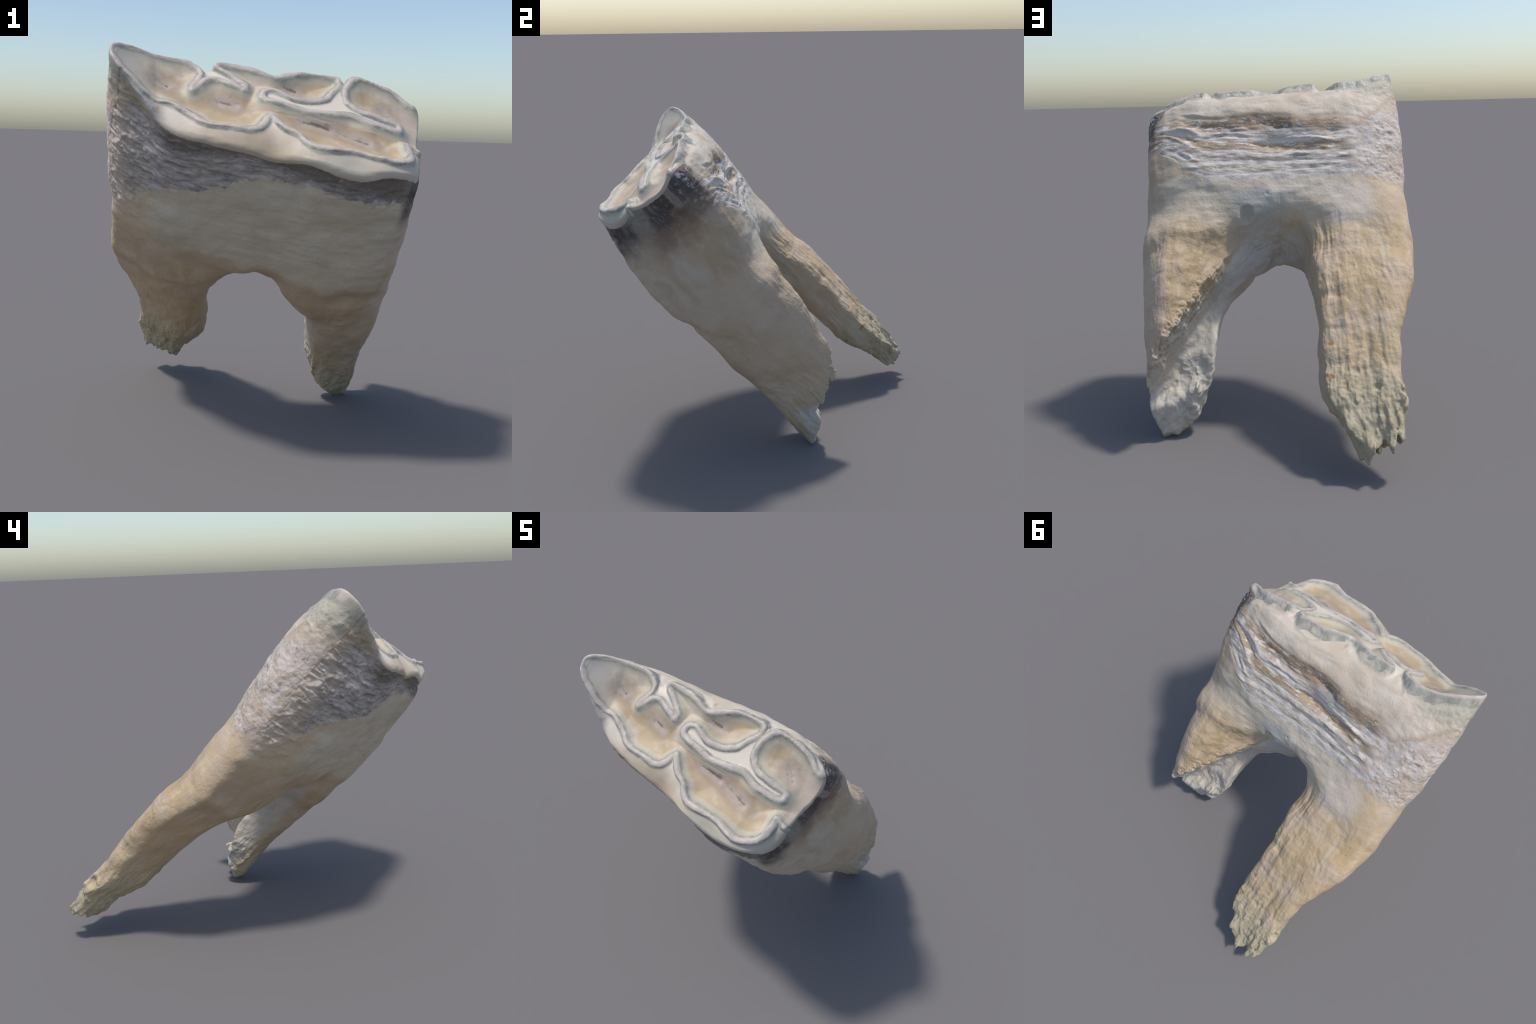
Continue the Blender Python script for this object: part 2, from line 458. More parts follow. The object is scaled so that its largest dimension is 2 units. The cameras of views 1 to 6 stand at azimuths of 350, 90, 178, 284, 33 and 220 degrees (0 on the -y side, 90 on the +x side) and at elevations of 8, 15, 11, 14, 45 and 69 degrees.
def relief(p, n):
    l, t, w = p[:, 0], p[:, 1], p[:, 2]
    ling = sstep(.25, .6, n[:, 1]) * (side_of(l, t) > 0)
    bucc = sstep(.25, .6, -n[:, 1]) * (side_of(l, t) < 0)
    mes = sstep(.35, .75, -n[:, 0]) * sstep(-.5, -.62, l)
    dis = sstep(.4, .8, n[:, 0]) * sstep(.5, .62, l)
    ch = chew_height(l, t)
    wall = sstep(-.02, -.06, w - ch)                   # everything below the chewing surface
    crown = sstep(.15, .35, w)
    root = 1 - sstep(-.05, .2, w)
    r = np.zeros(len(p), F)
    # large unevenness
    lip = sstep(.2, .5, n[:, 1]) * sstep(.17, .2, t) * sstep(-.08, -.05, w - crest_height(l, t)) * sstep(-.012, -.03, w - crest_height(l, t))
    r += lip * .006 * fbm(p, (26, 26, 14), 3, 48)
    r += wall * (.012 * fbm(p, 3.5, 2, 1) + .004 * fbm(p, 12, 2, 2))
    # ---- lingual wall: laminated cementum with horizontal grooves
    wob = .035 * fbm(p, (3, 3, 6), 2, 11) + .008 * fbm(p, (14, 14, 14), 2, 12)
    up = np.clip((l - .40) / .31, 0, 1.2) ** 1.4 * .28 * np.clip((.85 - w) / .35, 0, 1)
    g0 = w - up + wob
    g = g0 + .045 * sstep(.36, .55, g0)
    reach = sstep(-.55, -.25, l) * sstep(.78, .62, l)
    pocket = np.exp(-((l + .06) / .16) ** 2)
    prof = (.004 - .010 * sstep(.785, .755, g0) * sstep(.36, .45, g)
            - (.005 + .020 * pocket) * np.exp(-((g - .735) / .030) ** 2)
            + .012 * np.exp(-((g - .675) / .016) ** 2)
            - .014 * np.exp(-((g - .615) / .022) ** 2)
            + .007 * np.exp(-((g - .565) / .014) ** 2)
            - (.002 + .020 * pocket) * np.exp(-((g - .515) / .024) ** 2)
            + .005 * np.exp(-((g - .470) / .012) ** 2)
            - .003 * np.exp(-((g - .435) / .012) ** 2)
            + .002 * np.exp(-((g - .405) / .010) ** 2)
            - .003 * np.exp(-((g - .370) / .010) ** 2))
    r += ling * reach * prof * np.clip(.6 + 1.5 * fbm(p, (4.5, 4.5, 12), 3, 13), 0, 1.5)
    lam = sstep(.34, .40, g) * sstep(.80, .74, g)
    r += ling * lam * sstep(-.6, -.3, l) * .005 * fbm(p, (7, 7, 40), 3, 14)
    # ---- crust: rough, horizontally drawn-out cementum on the mesial and buccal walls
    low = np.interp(l, [-.75, -.6, -.45, -.285, -.18, -.05, .18, .345, .52, .62], [.40, .60, .73, .78, .85, .89, .885, .875, .845, .79])
    edge = low + .03 * fbm(p, (9, 9, 5), 3, 21)
    band = bucc * sstep(-.02, .015, w - edge) * wall
    crust = ridged(p + .02 * fbm(p, 9, 2, 46)[:, None], (5, 5, 27), 22)
    r += band * (.007 * crust - .004 + .003 * fbm(p, (34, 34, 60), 2, 23))
    mband = (mes + ling * sstep(-.42, -.6, l)) * sstep(.25, .45, w) * wall
    r += np.clip(mband, 0, 1) * (.0035 * ridged(p, (16, 16, 20), 24) - .001 + .0028 * fbm(p, (40, 40, 40), 2, 25)) * (.7 + .6 * fbm(p, 6, 2, 27))
    tri = np.exp(-((l + .60) / .07) ** 2) * sstep(.5, .75, w) * bucc
    r -= .008 * tri * wall
    # soft folds on the buccal wall
    r += bucc * crown * (1 - band) * .006 * fbm(p, (4, 4, 12), 3, 26)
    # ---- distal contact face: chipped dark enamel below the rim, a vertical strip
    chip = dis * sstep(.62, .70, w + .05 * fbm(p, 7, 2, 31)) * wall
    strip = np.exp(-((t + .22) / .05) ** 4) + np.exp(-((t - .04) / .025) ** 4)
    r += chip * (-.003 * (1 - np.clip(strip, 0, 1)) + .004 * ridged(p, (20, 20, 20), 32))
    r += dis * .005 * fbm(p, (8, 8, 8), 3, 33) * crown
    # ---- roots: lengthwise fibres, rougher towards the tips
    tipm = np.where(l < .1, sstep(-.5, -1.1, w), sstep(-.35, -.8, w)).astype(F)
    q = p.copy()
    q[:, 0] += .12 * w * (l > .1)
    inner = np.where(l < .1, sstep(-.42, -.25, l), 0).astype(F)
    q = q + (.05 * fbm(p, (3, 3, 3), 2, 45))[:, None]
    fib = ridged(q, (14, 14, 1.5), 34)
    r += root * (.06 + .10 * ling * (1 - dis) + .42 * tipm + .35 * inner) * (.010 * fib - .003) * np.clip(.7 + fbm(p, (4, 4, 4), 2, 44), 0, 1.6)
    pits = np.clip(noise(p, (26, 26, 16), 51) - .45, 0, 1)
    r -= (root + .4 * crown * mes) * wall * .010 * pits * sstep(-.1, .3, fbm(p, 4, 2, 53))
    r += root * (.25 + .45 * ling + tipm) * (.0037 * fbm(q, (46, 46, 10), 3, 35) + .0015 * fbm(q, 45, 2, 36))
    # ---- break on the distal root: crumbly edge above, striations inside
    s = (l - .337) * -.828 + (w + .2) * -.562
    hollow = (l > .1) * (w < .15) * ling * 1.0
    edgeb = np.exp(-((s + .035) / .04) ** 2) * sstep(-.02, -.3, w) * (l > .2) * (t > -.12)
    r += edgeb * (.016 * ridged(p, (20, 20, 20), 37) - .008)
    u = (l * .828 + w * .562)
    v = (l * .562 - w * .828)
    r += hollow * sstep(0, .03, s) * .010 * ridged(np.stack([u, t, v], 1).astype(F), (24, 24, 3), 38)
    # furcation: knobbly
    fur = np.exp(-((l - 0.02) / .18) ** 2) * sstep(.2, .05, w) * sstep(-.3, -.1, w) * (t > -.2)
    r += fur * .014 * fbm(p, (14, 14, 9), 3, 39)
    return r

def ridged(p, scale, seed):
    return 1 - 2 * np.abs(fbm(p, scale, 3, seed, .55))
#/RELIEF

#MATERIALS
class Net:
    """tiny helper to write shader maths as expressions"""
    def __init__(self, name, rough=.55):
        self.mat = bpy.data.materials.new(name)
        self.mat.use_nodes = True
        self.t = self.mat.node_tree
        self.bsdf = self.t.nodes['Principled BSDF']
        self.bsdf.inputs['Roughness'].default_value = rough
        self.bsdf.inputs['Specular IOR Level'].default_value = .28
        self.co = self.t.nodes.new('ShaderNodeTexCoord').outputs['Object']
        sep = self.t.nodes.new('ShaderNodeSeparateXYZ')
        self.link(self.co, sep.inputs[0])
        self.x, self.y, self.z = sep.outputs

    def link(self, a, b):
        if isinstance(a, (int, float)):
            b.default_value = a
        else:
            self.t.links.new(a, b)

    def m(self, op, a, b=0.0, c=0.0, clamp=False):
        n = self.t.nodes.new('ShaderNodeMath')
        n.operation = op
        n.use_clamp = clamp
        for i, v in enumerate((a, b, c)):
            self.link(v, n.inputs[i])
        return n.outputs[0]

    def add(self, *v):
        o = v[0]
        for k in v[1:]:
            o = self.m('ADD', o, k)
        return o

    def mul(self, *v):
        o = v[0]
        for k in v[1:]:
            o = self.m('MULTIPLY', o, k)
        return o

    def sub(self, a, b):
        return self.m('SUBTRACT', a, b)

    def inv(self, a):
        return self.m('SUBTRACT', 1.0, a)

    def ss(self, lo, hi, v):
        n = self.t.nodes.new('ShaderNodeMapRange')
        n.interpolation_type = 'SMOOTHSTEP'
        flip = lo > hi
        self.link(v, n.inputs[0])
        n.inputs[1].default_value = min(lo, hi)
        n.inputs[2].default_value = max(lo, hi)
        n.inputs[3].default_value = 1.0 if flip else 0.0
        n.inputs[4].default_value = 0.0 if flip else 1.0
        return n.outputs[0]

    def curve(self, pts, v):
        """piecewise-linear function of v"""
        x0, x1 = pts[0][0], pts[-1][0]
        out = pts[0][1]
        for (a, ya), (b, yb) in zip(pts[:-1], pts[1:]):
            n = self.t.nodes.new('ShaderNodeMapRange')
            self.link(v, n.inputs[0])
            n.inputs[1].default_value, n.inputs[2].default_value = a, b
            n.inputs[3].default_value, n.inputs[4].default_value = 0.0, yb - ya
            out = self.add(n.outputs[0], out)
        return out

    def noise(self, scale, detail=4, stretch=(1, 1, 1), rough=.55, distort=0.0, shift=0.0):
        mp = self.t.nodes.new('ShaderNodeMapping')
        mp.inputs['Scale'].default_value = stretch
        mp.inputs['Location'].default_value = (shift, shift * 1.7, -shift)
        self.link(self.co, mp.inputs[0])
        n = self.t.nodes.new('ShaderNodeTexNoise')
        n.inputs['Scale'].default_value = scale
        n.inputs['Detail'].default_value = detail
        n.inputs['Roughness'].default_value = rough
        n.inputs['Distortion'].default_value = distort
        self.link(mp.outputs[0], n.inputs['Vector'])
        return n.outputs['Fac']

    def voronoi(self, scale, stretch=(1, 1, 1)):
        mp = self.t.nodes.new('ShaderNodeMapping')
        mp.inputs['Scale'].default_value = stretch
        self.link(self.co, mp.inputs[0])
        n = self.t.nodes.new('ShaderNodeTexVoronoi')
        n.inputs['Scale'].default_value = scale
        self.link(mp.outputs[0], n.inputs['Vector'])
        return n.outputs['Distance']

    def mix(self, base, col, fac):
        n = self.t.nodes.new('ShaderNodeMix')
        n.data_type = 'RGBA'
        self.link(fac, n.inputs[0])
        for v, s in ((base, n.inputs[6]), (col, n.inputs[7])):
            if isinstance(v, tuple):
                s.default_value = (*v, 1)
            else:
                self.link(v, s)
        return n.outputs[2]

    def ramp(self, stops, v):
        n = self.t.nodes.new('ShaderNodeValToRGB')
        e = n.color_ramp.elements
        while len(e) > 1:
            e.remove(e[-1])
        e[0].position, e[0].color = stops[0][0], (*stops[0][1], 1)
        for p, c in stops[1:]:
            k = e.new(p)
            k.color = (*c, 1)
        self.link(v, n.inputs[0])
        return n.outputs[0]

    def segment(self, a, b):
        """distance in the length/thickness plane to a straight piece"""
        ex, ey = b[0] - a[0], b[1] - a[1]
        L2 = ex * ex + ey * ey + 1e-9
        px, py = self.sub(self.x, a[0]), self.sub(self.y, a[1])
        h = self.m('MULTIPLY_ADD', px, ex / L2, self.mul(py, ey / L2), clamp=True)
        dx = self.m('MULTIPLY_ADD', h, -ex, px)
        dy = self.m('MULTIPLY_ADD', h, -ey, py)
        return self.m('MULTIPLY_ADD', dx, dx, self.mul(dy, dy))

    def fold_distance(self):
        out = None
        for path in (LINGUAL_FOLD, BUCCAL_FOLD):
            path = simplify(path, .0075)
            for a, b in zip(path[:-1], path[1:]):
                d = self.segment(a, b)
                out = d if out is None else self.m('MINIMUM', out, d)
        return self.m('SQRT', out)

    def finish(self, col, bumps, rough=None):
        self.link(col, self.bsdf.inputs['Base Color'])
        nrm = None
        for h, dist, strength in bumps:
            b = self.t.nodes.new('ShaderNodeBump')
            b.inputs['Distance'].default_value = dist
            b.inputs['Strength'].default_value = strength
            self.link(h, b.inputs['Height'])
            if nrm is not None:
                self.link(nrm, b.inputs['Normal'])
            nrm = b.outputs[0]
        if nrm is not None:
            self.link(nrm, self.bsdf.inputs['Normal'])
        if rough is not None:
            self.link(rough, self.bsdf.inputs['Roughness'])
        return self.mat

CREAM = (.53, .43, .31)
TAN = (.52, .38, .23)
OCHRE = (.42, .295, .155)
GREENISH = (.41, .365, .25)
WHITE = (.62, .565, .51)
LILAC = (.43, .39, .38)
PINK = (.57, .45, .355)
SLATE = (.21, .205, .21)
BLACK = (.085, .07, .064)

def simplify(path, tol):
    """drop control points that lie close to the chord (Douglas-Peucker)"""
    if len(path) < 3:
        return list(path)
    P = np.array(path)
    a, b = P[0], P[-1]
    e = (b - a) / (np.linalg.norm(b - a) + 1e-9)
    h = np.clip(((P - a) @ e), 0, np.linalg.norm(b - a))
    d = np.linalg.norm(P - a - h[:, None] * e, axis=1)
    k = int(d.argmax())
    if d[k] < tol:
        return [path[0], path[-1]]
    return simplify(path[:k + 1], tol)[:-1] + simplify(path[k:], tol)

def wall_material():
    N = Net('tooth_wall', .6)
    x, y, z = N.x, N.y, N.z
    n4, n9, n22, n50 = N.noise(4, 3), N.noise(9, 4, shift=3), N.noise(22, 5, shift=5), N.noise(50, 4, shift=9)
    c = lambda n: N.sub(n, .5)
    side = N.add(y, .07, N.mul(x, .13), N.mul(c(n9), .03))
    ling = N.ss(-.05, .05, side)
    bucc = N.inv(ling)
    # --- ground colour: cream crown, tan roots, greenish tips
    col = N.mix(CREAM, TAN, N.ss(.42, .62, N.add(n4, N.mul(c(n22), .3))))
    streak = N.noise(7, 4, (1, 1, .16), shift=2)
    streak2 = N.noise(24, 4, (1, 1, .12), shift=4)
    rootm = N.ss(.34, -.10, N.add(z, N.mul(c(n9), .3), N.mul(c(n4), .3)))
    rc = N.mix(TAN, OCHRE, N.mul(N.ss(.45, .68, streak), .75))
    rc = N.mix(rc, (.58, .475, .345), N.mul(N.ss(.5, .7, streak2), .6))
    rc = N.mix(rc, PINK, N.mul(N.ss(.5, .65, N.noise(3, 3, shift=8)), .5))
    col = N.mix(col, rc, N.mul(rootm, .9))
    tipz = N.add(z, N.mul(N.ss(.1, -.1, x), -.0), N.mul(N.ss(-.1, .1, x), -.16), N.mul(c(n9), .5), N.mul(c(streak), .4))
    col = N.mix(col, GREENISH, N.mul(N.ss(-.62, -1.12, tipz), .85))
    # ochre specks
    # --- buccal slab: pale, blotchy, browner near the roots and the mesial edge
    slab = N.mul(bucc, N.ss(-.62, -.54, N.add(x, N.mul(c(n9), .08))), N.ss(.12, .38, N.add(z, N.mul(c(n4), .35))))
    slabc = N.mix((.50, .435, .335), (.57, .51, .41), N.ss(.42, .60, N.noise(3.6, 4, (.8, 1, 1.2), shift=6)))
    col = N.mix(col, slabc, N.mul(slab, .85))
    low = N.mul(bucc, N.ss(.32, .18, N.add(z, N.mul(c(n9), .2))), N.ss(-.25, -.1, z))
    col = N.mix(col, (.40, .31, .22), N.mul(low, N.ss(.4, .6, n4), .5))
    # --- lingual, smooth area under the ledge and the furcation
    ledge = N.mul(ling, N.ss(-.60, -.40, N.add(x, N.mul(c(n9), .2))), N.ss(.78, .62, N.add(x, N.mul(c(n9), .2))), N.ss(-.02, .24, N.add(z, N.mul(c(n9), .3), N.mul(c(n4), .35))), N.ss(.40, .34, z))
    col = N.mix(col, (.62, .555, .455), N.mul(ledge, .6))
    painted_shade = N.mul(ledge, N.ss(.24, .05, N.m('ABSOLUTE', N.add(x, -.12))), N.ss(.33, .27, N.add(z, N.mul(c(n9), .1))))
    col = N.mix(col, (.42, .415, .385), N.mul(painted_shade, .8))  # grey tint paints the shading of the concave waist into the colour
    pinkp = N.mul(ling, N.ss(.16, .08, N.m('ABSOLUTE', N.add(x, .42))), N.ss(.0, .12, N.add(z, N.mul(c(n9), .2))), N.ss(.36, .28, z))
    col = N.mix(col, (.56, .48, .41), N.mul(pinkp, .7))
    # --- furcation and the hollow of the broken distal root are paler
    s = N.add(N.mul(N.add(x, -.337), -.828), N.mul(N.add(z, .2), -.562), N.mul(c(n22), .05), .045)
    hollow = N.mul(N.ss(-.005, .015, s), N.ss(-.42, -.36, y), N.ss(.05, .14, x), N.ss(.16, .08, z))
    tail = N.mul(N.ss(-.74, -.80, N.add(z, N.mul(c(n9), .1))), N.ss(-.42, -.36, N.add(y, N.mul(N.ss(-.75, -.95, z), .05))), N.ss(.1, .2, x))
    hollow = N.m('MAXIMUM', hollow, tail)
    hc = N.mix((.585, .52, .44), (.50, .46, .40), N.ss(.4, .65, streak2))
    hc = N.mix(hc, (.44, .42, .34), N.mul(N.ss(.5, .7, n9), .5))
    col = N.mix(col, hc, N.mul(hollow, .95))
    fur = N.mul(N.ss(.24, .12, N.m('ABSOLUTE', N.add(x, -.02))), N.ss(.14, .06, z), N.ss(-.25, -.15, y))
    col = N.mix(col, (.47, .42, .36), N.mul(fur, .8))
    # --- lingual laminated cementum
    up = N.mul(N.m('POWER', N.m('MAXIMUM', N.mul(N.add(x, -.40), 1 / .31), 0.0), 1.4), .28, N.mul(N.sub(.85, z), 1 / .35))
    g = N.add(N.sub(z, N.m('MAXIMUM', up, 0.0)), N.mul(c(N.noise(3, 2, (1, 1, 1.6), shift=1)), .06), N.mul(c(n22), .035))
    edge_l = N.curve([(-.80, 1.02), (-.75, .95), (-.63, .80), (-.50, .69), (-.37, .75), (-.17, .743), (.045, .79),
                      (.243, .756), (.45, .74), (.63, .74), (.72, .79)], x)
    below = N.mul(ling, N.ss(.012, -.004, N.add(z, N.mul(c(n22), .075), N.mul(c(n9), .045), N.mul(c(n50), .03), N.mul(edge_l, -1.0))))
    g = N.add(g, N.mul(N.ss(.36, .55, g), .045))
    lam = N.ramp([(0, WHITE), (.40, (.50, .46, .42)), (.435, (.42, .36, .29)), (.465, (.61, .55, .49)), (.50, (.36, .34, .32)), (.53, (.38, .31, .24)),
                  (.56, (.61, .555, .50)), (.59, (.40, .31, .21)), (.635, (.36, .26, .165)), (.66, (.65, .60, .545)),
                  (.70, (.45, .40, .36)), (.725, (.34, .28, .22)), (.76, (.30, .21, .14)), (1, (.40, .32, .23))], g)
    flake = N.noise(16, 6, (1, 1, 2.6), rough=.65, shift=12)
    lam = N.mix(lam, (.65, .60, .545), N.mul(N.ss(.52, .60, flake), .8))
    lam = N.mix(lam, (.34, .25, .165), N.mul(N.ss(.44, .36, flake), .7))
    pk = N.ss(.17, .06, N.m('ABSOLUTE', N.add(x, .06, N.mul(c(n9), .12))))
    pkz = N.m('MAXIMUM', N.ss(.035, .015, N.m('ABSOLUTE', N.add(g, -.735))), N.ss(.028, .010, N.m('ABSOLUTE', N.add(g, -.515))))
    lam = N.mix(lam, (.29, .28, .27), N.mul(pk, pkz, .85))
    lamm = N.mul(below, N.ss(.33, .37, N.add(g, N.mul(c(n50), .02))))
    # mesial part: mottled whitish crust
    mott = N.mix((.49, .395, .315), (.595, .52, .465), N.ss(.42, .56, N.noise(20, 5, rough=.65, shift=15)))
    mott = N.mix(mott, (.30, .215, .145), N.mul(N.ss(.60, .70, N.noise(26, 4, rough=.6, shift=18)), .8))
    mott = N.mix(mott, (.50, .47, .455), N.mul(N.ss(.52, .7, N.noise(6, 3, shift=19)), .5))
    lam = N.mix(lam, mott, N.ss(-.36, -.50, N.add(x, N.mul(c(n9), .15))))
    col = N.mix(col, lam, lamm)
    # cream collar above it, browner along its lower fringe
    collar = N.mul(ling, N.ss(.40, .5, z), N.inv(below))
    cc = N.mix((.64, .555, .455), (.57, .475, .37), N.ss(.40, .62, n4))
    ab = N.sub(N.add(z, N.mul(c(n22), .05)), edge_l)
    cc = N.mix(cc, (.40, .30, .20), N.mul(N.ss(.065, .0, ab), .75))
    cc = N.mix(cc, (.40, .385, .31), N.mul(N.ss(-.38, -.52, x), N.ss(.90, 1.06, z), .7))
    col = N.mix(col, cc, collar)
    # --- mesial face crust
    mesf = N.mul(N.ss(-.60, -.74, N.add(x, N.mul(c(n9), .10))), N.ss(.20, .58, N.add(z, N.mul(c(n22), .25), N.mul(c(n4), .2))))
    mt = N.mix(N.mix(mott, (.50, .40, .305), N.ss(.45, .6, N.noise(4, 3, shift=60))), (.47, .395, .29), N.mul(N.ss(.88, 1.05, N.add(z, N.mul(c(n9), .2))), .75))
    col = N.mix(col, mt, N.mul(mesf, N.inv(collar), .95))
    # --- buccal crust band
    lowz = N.curve([(-.80, .36), (-.75, .42), (-.6, .60), (-.45, .73), (-.285, .78), (-.18, .85), (-.05, .89), (.18, .885), (.345, .875), (.52, .845), (.64, .79)], x)
    over = N.sub(N.add(z, N.mul(c(n22), .09), N.mul(c(n9), .07), N.mul(c(n50), .03)), lowz)
    soft = N.mul(N.ss(-.48, -.64, x), .10)
    band = N.mul(bucc, N.ss(0.0, 1.0, N.m('DIVIDE', N.add(over, N.mul(soft, .5), .006), N.add(soft, .016))), N.ss(-.80, -.62, N.add(x, N.mul(c(n9), .08))))
    grit = N.noise(9, 7, (1, 1, 4.2), rough=.7, shift=21)
    bc = N.mix((.36, .32, .295), (.49, .45, .425), N.ss(.50, .62, grit))
    bc = N.mix(bc, SLATE, N.mul(N.ss(.50, .40, grit), .85))
    bc = N.mix(bc, (.20, .135, .09), N.mul(N.ss(.60, .68, N.noise(17, 5, (1, 1, 2), rough=.6, shift=24)), .85))
    top = N.curve([(-.7, 1.1), (-.62, 1.09), (-.55, 1.0), (-.48, .985), (-.35, 1.02), (-.15, 1.035), (0, 1.0), (.17, .97), (.39, .94), (.64, .88)], x)
    dark = N.mul(N.ss(-.085, -.02, N.add(N.sub(z, top), N.mul(c(n22), .06))), N.ss(-.6, -.5, x))
    bc = N.mix(bc, (.10, .078, .06), N.mul(dark, .8))
    col = N.mix(col, bc, N.mul(band, .95))
    mp = N.mul(bucc, N.ss(-.52, -.6, N.add(x, N.mul(c(n9), .06))), N.ss(1.0, 1.05, z))
    col = N.mix(col, (.36, .29, .185), N.mul(mp, .7))
    # --- distal contact face: dark chipped enamel, strip, swirls below
    dis = N.ss(.60, .65, N.add(x, N.mul(y, -.10)))
    dis = N.mul(dis, N.ss(.235, .18, N.add(y, N.mul(c(n22), .06))))
    col = N.mix(col, N.mix((.50, .375, .27), (.56, .44, .335), N.ss(.4, .6, n4)), N.mul(dis, N.ss(-.75, -.55, z), .65))
    swn = N.noise(3.2, 4, (1, 1.6, .8), distort=1.2, shift=30)
    sw = N.mul(dis, N.ss(.15, .3, z), N.ss(.70, .6, z))
    col = N.mix(col, (.57, .495, .425), N.mul(sw, N.ss(.50, .66, swn), .42))
    col = N.mix(col, (.42, .30, .19), N.mul(sw, N.ss(.50, .38, swn), .5))
    zz = N.add(z, N.mul(c(n9), .16), N.mul(c(n22), .10))
    brown = N.mul(dis, N.ss(.48, .66, zz), N.ss(-.35, -.2, y))
    col = N.mix(col, (.22, .14, .095), N.mul(brown, .8))
    rimz = N.sub(N.add(N.mul(y, -.10), .905), N.add(z, N.mul(c(n22), .02)))
    blk = N.mul(dis, N.ss(.002, .016, rimz), N.ss(.58, .80, N.add(zz, N.mul(N.m('MAXIMUM', N.add(N.mul(y, -1), -.1), 0.0), -.10))))
    bk = N.mix(BLACK, (.20, .18, .17), N.ss(.46, .70, N.noise(11, 6, (1, 1, .5), rough=.65, shift=33)))
    bk = N.mix(bk, (.50, .48, .47), N.mul(N.ss(.54, .62, N.noise(24, 5, rough=.65, shift=35)), N.ss(.0, .16, y), .9))
    st = N.m('MAXIMUM', N.ss(.085, .035, N.m('ABSOLUTE', N.add(y, .225, N.mul(c(n22), .07), N.mul(N.sub(z, .8), -.25)))),
             N.mul(N.ss(.03, .018, N.m('ABSOLUTE', N.add(y, -.035, N.mul(c(n22), .02)))), N.ss(.70, .74, z)))
    stc = N.mix((.27, .225, .185), (.36, .31, .26), N.noise(20, 3, (1, 1, 3), shift=37))
    bk = N.mix(bk, stc, N.mul(st, .75))
    col = N.mix(col, bk, N.mul(blk, N.ss(.22, .42, N.add(N.noise(6, 4, shift=52), N.mul(N.ss(.70, .84, z), .18)))))
    # --- rusty specks low on the mesial root
    for (sx, sz, r) in ((-.235, -.70, .014), (-.225, -.88, .016), (-.20, -.87, .010)):
        dd = N.m('SQRT', N.add(N.m('POWER', N.add(x, -sx), 2.0), N.m('POWER', N.add(z, -sz), 2.0)))
        col = N.mix(col, (.34, .16, .06), N.mul(N.ss(r * 1.4, r * .5, N.add(dd, N.mul(c(n50), .012))), ling, .8))
    # fine overall mottling
    col = N.mix(col, (.30, .25, .19), N.mul(N.ss(.56, .75, n50), .22))
    col = N.mix(col, (.58, .54, .48), N.mul(N.ss(.55, .75, N.noise(33, 5, shift=41)), .22))
    return N.finish(col, [(n50, .012, .25), (N.noise(120, 3, shift=50), .006, .25)])

def cementum_material():
    N = Net('polished_cementum', .5)
    n5, n14, n40 = N.noise(5, 3), N.noise(14, 4, shift=2), N.noise(40, 4, shift=6)
    c = lambda n: N.sub(n, .5)
    col = N.mix((.60, .525, .425), (.53, .445, .34), N.ss(.42, .65, N.add(n5, N.mul(c(n14), .3))))
    inner = N.mul(N.ss(-.24, -.16, N.y), N.ss(.23, .16, N.y))
    col = N.mix(col, (.67, .59, .49), N.mul(inner, .9))
    bucc = N.ss(-.18, -.24, N.y)
    col = N.mix(col, (.50, .46, .375), N.mul(bucc, N.ss(.1, .3, N.x), .6))
    d = N.fold_distance()
    # towards the mesial tip the apron gives way to grey crust
    cr = N.mix((.37, .34, .325), (.20, .16, .13), N.ss(.45, .62, n14))
    col = N.mix(col, cr, N.mul(N.ss(-.50, -.58, N.add(N.x, N.mul(c(n14), .05))), N.ss(.12, .05, N.y)))
    # thin brownish fringe where the apron meets the crust
    top = N.curve([(-.7, 1.1), (-.62, 1.09), (-.55, 1.0), (-.48, .985), (-.35, 1.02), (-.15, 1.035), (0, 1.0), (.17, .97), (.39, .94), (.64, .88)], N.x)
    fr = N.mul(bucc, N.ss(.055, .0, N.add(N.sub(N.z, top), N.mul(c(n14), .05))))
    col = N.mix(col, (.37, .28, .19), N.mul(fr, .75))
    col = N.mix(col, (.36, .365, .34), N.mul(N.ss(.033, .020, N.add(d, N.mul(c(n40), .008))), .6))
    return N.finish(col, [(n40, .006, .2)])

def enamel_material():
    N = Net('enamel', .46)
    n12, n40 = N.noise(12, 4), N.noise(40, 4, shift=6)
    c = lambda n: N.sub(n, .5)
    d = N.add(N.fold_distance(), N.mul(c(n40), .008))
    crest = N.mix((.51, .445, .385), (.43, .37, .325), N.ss(.45, .65, n12))
    slope = N.mix((.25, .25, .205), (.40, .39, .325), N.ss(.35, .65, N.noise(26, 4, (1, 1, .35), shift=4)))
    top = N.curve([(-.80, 1.21), (-.72, 1.178), (-.65, 1.142), (-.56, 1.10), (-.43, 1.066), (-.26, 1.058), (0, 1.042), (.35, .995), (.45, .985), (.60, .965), (.75, .93)], N.x)
    wall = N.mul(N.ss(.012, .028, N.sub(top, N.z)), N.ss(.16, .2, N.y))
    col = N.mix(crest, slope, N.m('MAXIMUM', N.mul(wall, .85), N.mul(N.ss(.009, .018, d), N.ss(.15, .4, N.noise(8, 3, shift=14)), .9)))
    return N.finish(col, [(n40, .006, .2), (N.noise(22, 3, (1, 1, .3), shift=3), .012, .3)])

